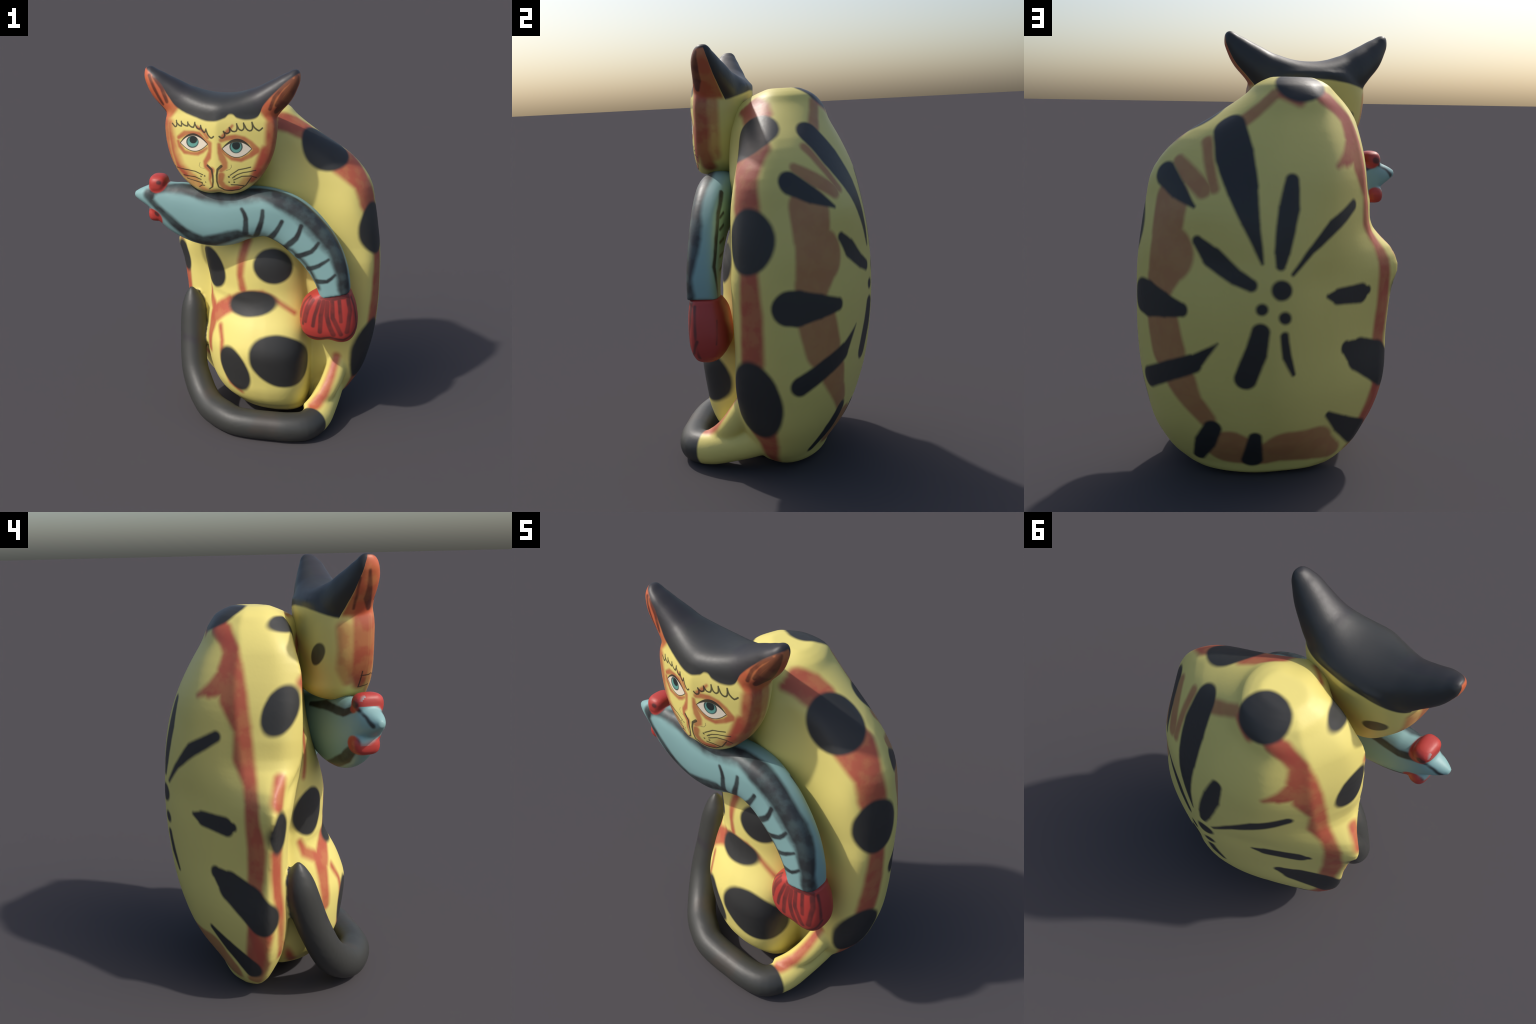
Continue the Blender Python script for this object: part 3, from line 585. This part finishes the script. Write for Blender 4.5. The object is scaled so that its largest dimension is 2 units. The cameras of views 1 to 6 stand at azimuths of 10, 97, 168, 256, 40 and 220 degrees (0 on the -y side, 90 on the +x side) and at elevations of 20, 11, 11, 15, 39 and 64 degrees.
    def curve(self, v, pts, lo, hi, vlo, vhi):
        """A drawn height line: piecewise curve of v, in a Float Curve node."""
        n = self.t.nodes.new("ShaderNodeFloatCurve"); c = n.mapping.curves[0]
        P = [((p - lo) / (hi - lo), (q - vlo) / (vhi - vlo)) for p, q in pts]
        c.points[0].location, c.points[1].location = P[0], P[-1]
        for p in P[1:-1]: c.points.new(*p)
        n.mapping.update()
        self.put(n.inputs["Value"], self.math('MULTIPLY_ADD', v, 1 / (hi - lo), -lo / (hi - lo), clamp=True))
        return self.math('MULTIPLY_ADD', n.outputs[0], vhi - vlo, vlo)

YELLOW, BLACK, RED, BROWN = (.77, .655, .192), (.030, .030, .029), (.45, .078, .048), (.46, .20, .08)
ORANGE, TEAL, FISHRED = (.52, .10, .042), (.225, .39, .385), (.44, .046, .036)
def coords(me):
    v = np.empty(len(me.vertices) * 3); me.vertices.foreach_get("co", v); return v.reshape(-1, 3)[::5]

def body_paint(name, me, black_tail=False):
    p = Paint(name, YELLOW); v = coords(me)
    p.lay(p.mask('band_brown', .014, v), BROWN, .96, .06)
    p.lay(p.mask('band_red', .018, v), RED, .95, .10)
    p.lay(p.mask('black', .0105, v), BLACK, 1.0)
    if not black_tail: p.lay(p.mask('tail_tip', .006, v), (.026, .028, .031))
    if black_tail:
        d = p.math('MULTIPLY_ADD', p.x, -.30, p.math('MULTIPLY_ADD', p.y, -.954, .30 * .372 - .954 * .352))
        d = p.math('MAXIMUM', d, p.math('MULTIPLY_ADD', p.x, -1.0, .12))
        blot = p.smooth(p.noise(6.0, 2).outputs["Fac"], .56, .70)
        p.lay(p.smooth(d, -.008, .008), p.mix(p.math('MULTIPLY', blot, .3), (.024, .027, .033), (.05, .030, .028)), .98)
    return p.done()

def head_paint(name, me):
    p = Paint(name, YELLOW, wobble=.0022, wob_scale=16); v = coords(me)
    p.lay(p.mask('blush_soft', .016, v), (.50, .10, .045), .68, .25)
    p.lay(p.mask('blush', .018, v), (.40, .064, .038), .94, .12)
    p.lay(p.mask('eye_ring', .008, v), (.47, .105, .05), .9, .12)
    # orange ears and black cap share the drawn hairline
    dx = p.math('ABSOLUTE', p.math('SUBTRACT', p.x, HX))
    hair = p.curve(p.x, [(-.60, 2.02), (-.551, 1.985), (-.479, 1.926), (-.434, 1.863), (-.379, 1.806), (-.289, 1.772), (-.197, 1.757), (-.138, 1.774), (-.106, 1.793), (-.074, 1.774),
                         (-.022, 1.765), (.018, 1.776), (.046, 1.831), (.104, 1.895), (.189, 1.968), (.25, 2.0)], -.60, .25, 1.7, 2.1)
    nape = p.math('MULTIPLY_ADD', p.math('MULTIPLY', dx, dx), -.6, 1.787)
    yc = p.math('MULTIPLY_ADD', p.z, -.22, 1.85 * .22 - .213)
    back = p.smooth(p.math('SUBTRACT', p.y, yc), -.008, .008)
    line = p.math('ADD', p.math('MULTIPLY', hair, p.math('SUBTRACT', 1.0, back)), p.math('MULTIPLY', nape, back))
    ear = p.math('MULTIPLY', p.smooth(p.math('ADD', p.math('MULTIPLY_ADD', p.z, .8, -1.8 * .8), dx), .195, .225), p.smooth(p.z, 1.738, 1.768))
    p.lay(p.math('MULTIPLY', ear, p.math('SUBTRACT', 1.0, back)), ORANGE, .97, .12)
    p.lay(p.mask('ear_stripe', .005, v), (.06, .017, .013), .85, .2)
    p.lay(p.smooth(p.math('SUBTRACT', p.z, line), -.007, .007), (.025, .027, .031), .99)
    p.lay(p.mask('head_black', .007, v), BLACK, .92)
    if name == "head_paint":
        p.lay(p.mask('eye_line', .0016, v), (.025, .024, .022), .95)
        white = p.mask('eye_white', .0014, v); p.lay(white, (.80, .71, .56))
        for n, c in (('iris_rim', (.03, .06, .058)), ('iris', (.135, .37, .31)), ('pupil', (.016, .018, .018))):
            p.lay(p.math('MULTIPLY', white, p.mask(n, .002, v)), c, .97)
        p.lay(p.mask('face_line', .0018, v), (.03, .027, .02), .92, .05)
    return p.done()

def fish_paint(name, me, eye=False):
    p = Paint(name, TEAL, wobble=.005, wob_scale=12); v = coords(me)
    p.lay(p.mask('fish_soft', .016, v), (.05, .062, .065), .6, .4)
    p.lay(p.mask('fish_band', .014, v), (.026, .03, .032), 1.0, .12)
    p.lay(p.mask('fish_dark', .0065, v), (.026, .03, .032), 1.0, .08)
    p.lay(p.mask('fish_red', .006, v), FISHRED)
    if eye: p.col = p.mix(p.smooth(p.brush, .3, .7), FISHRED, tuple(c * .85 for c in FISHRED))
    p.lay(p.mask('fish_pupil', .006, v), (.05, .02, .022), .85)
    return p.done()

def fin_paint(name, me):
    p = Paint(name, FISHRED, wobble=.003, wob_scale=14); v = coords(me)
    p.lay(p.mask('fin_dark', .005, v), (.06, .022, .022), .82, .25)
    return p.done()

# ---------------------------------------------------------------- assemble
def add(key, mat, parent, name):
    me = MESHES[key]; me.materials.clear(); me.materials.append(mat)
    if key == "tail_fin": me.polygons.foreach_set("use_smooth", [True] * len(me.polygons))
    o = bpy.data.objects.new(name, me); me.name = name; bpy.context.scene.collection.objects.link(o); o.parent = parent
    return o
cat = bpy.data.objects.new("cat_figurine", None); bpy.context.scene.collection.objects.link(cat)
cat["label"] = "hand-painted spotted yellow cat figurine holding a blue fish"; cat["category"] = "cat figurine"
torso = add("torso", body_paint("back_paint", MESHES["torso"]), cat, "torso")
add("chest", body_paint("chest_paint", MESHES["chest"]), cat, "chest")
add("tail", body_paint("tail_paint", MESHES["tail"], True), cat, "tail")
head = add("head", head_paint("head_paint", MESHES["head"]), cat, "head")
add("ear", head_paint("ear_paint", MESHES["ear"]), head, "ear")
add("ear_far", head_paint("ear_paint_second", MESHES["ear_far"]), head, "ear")
fish = add("fish", fish_paint("fish_paint", MESHES["fish"]), cat, "fish")
add("fish_eye", fish_paint("fish_eye_paint", MESHES["fish_eye"], True), fish, "fish_eye")
add("fish_eye_low", fish_paint("fish_eye_paint_second", MESHES["fish_eye_low"], True), fish, "fish_eye")
add("tail_fin", fin_paint("fin_paint", MESHES["tail_fin"]), fish, "tail_fin")
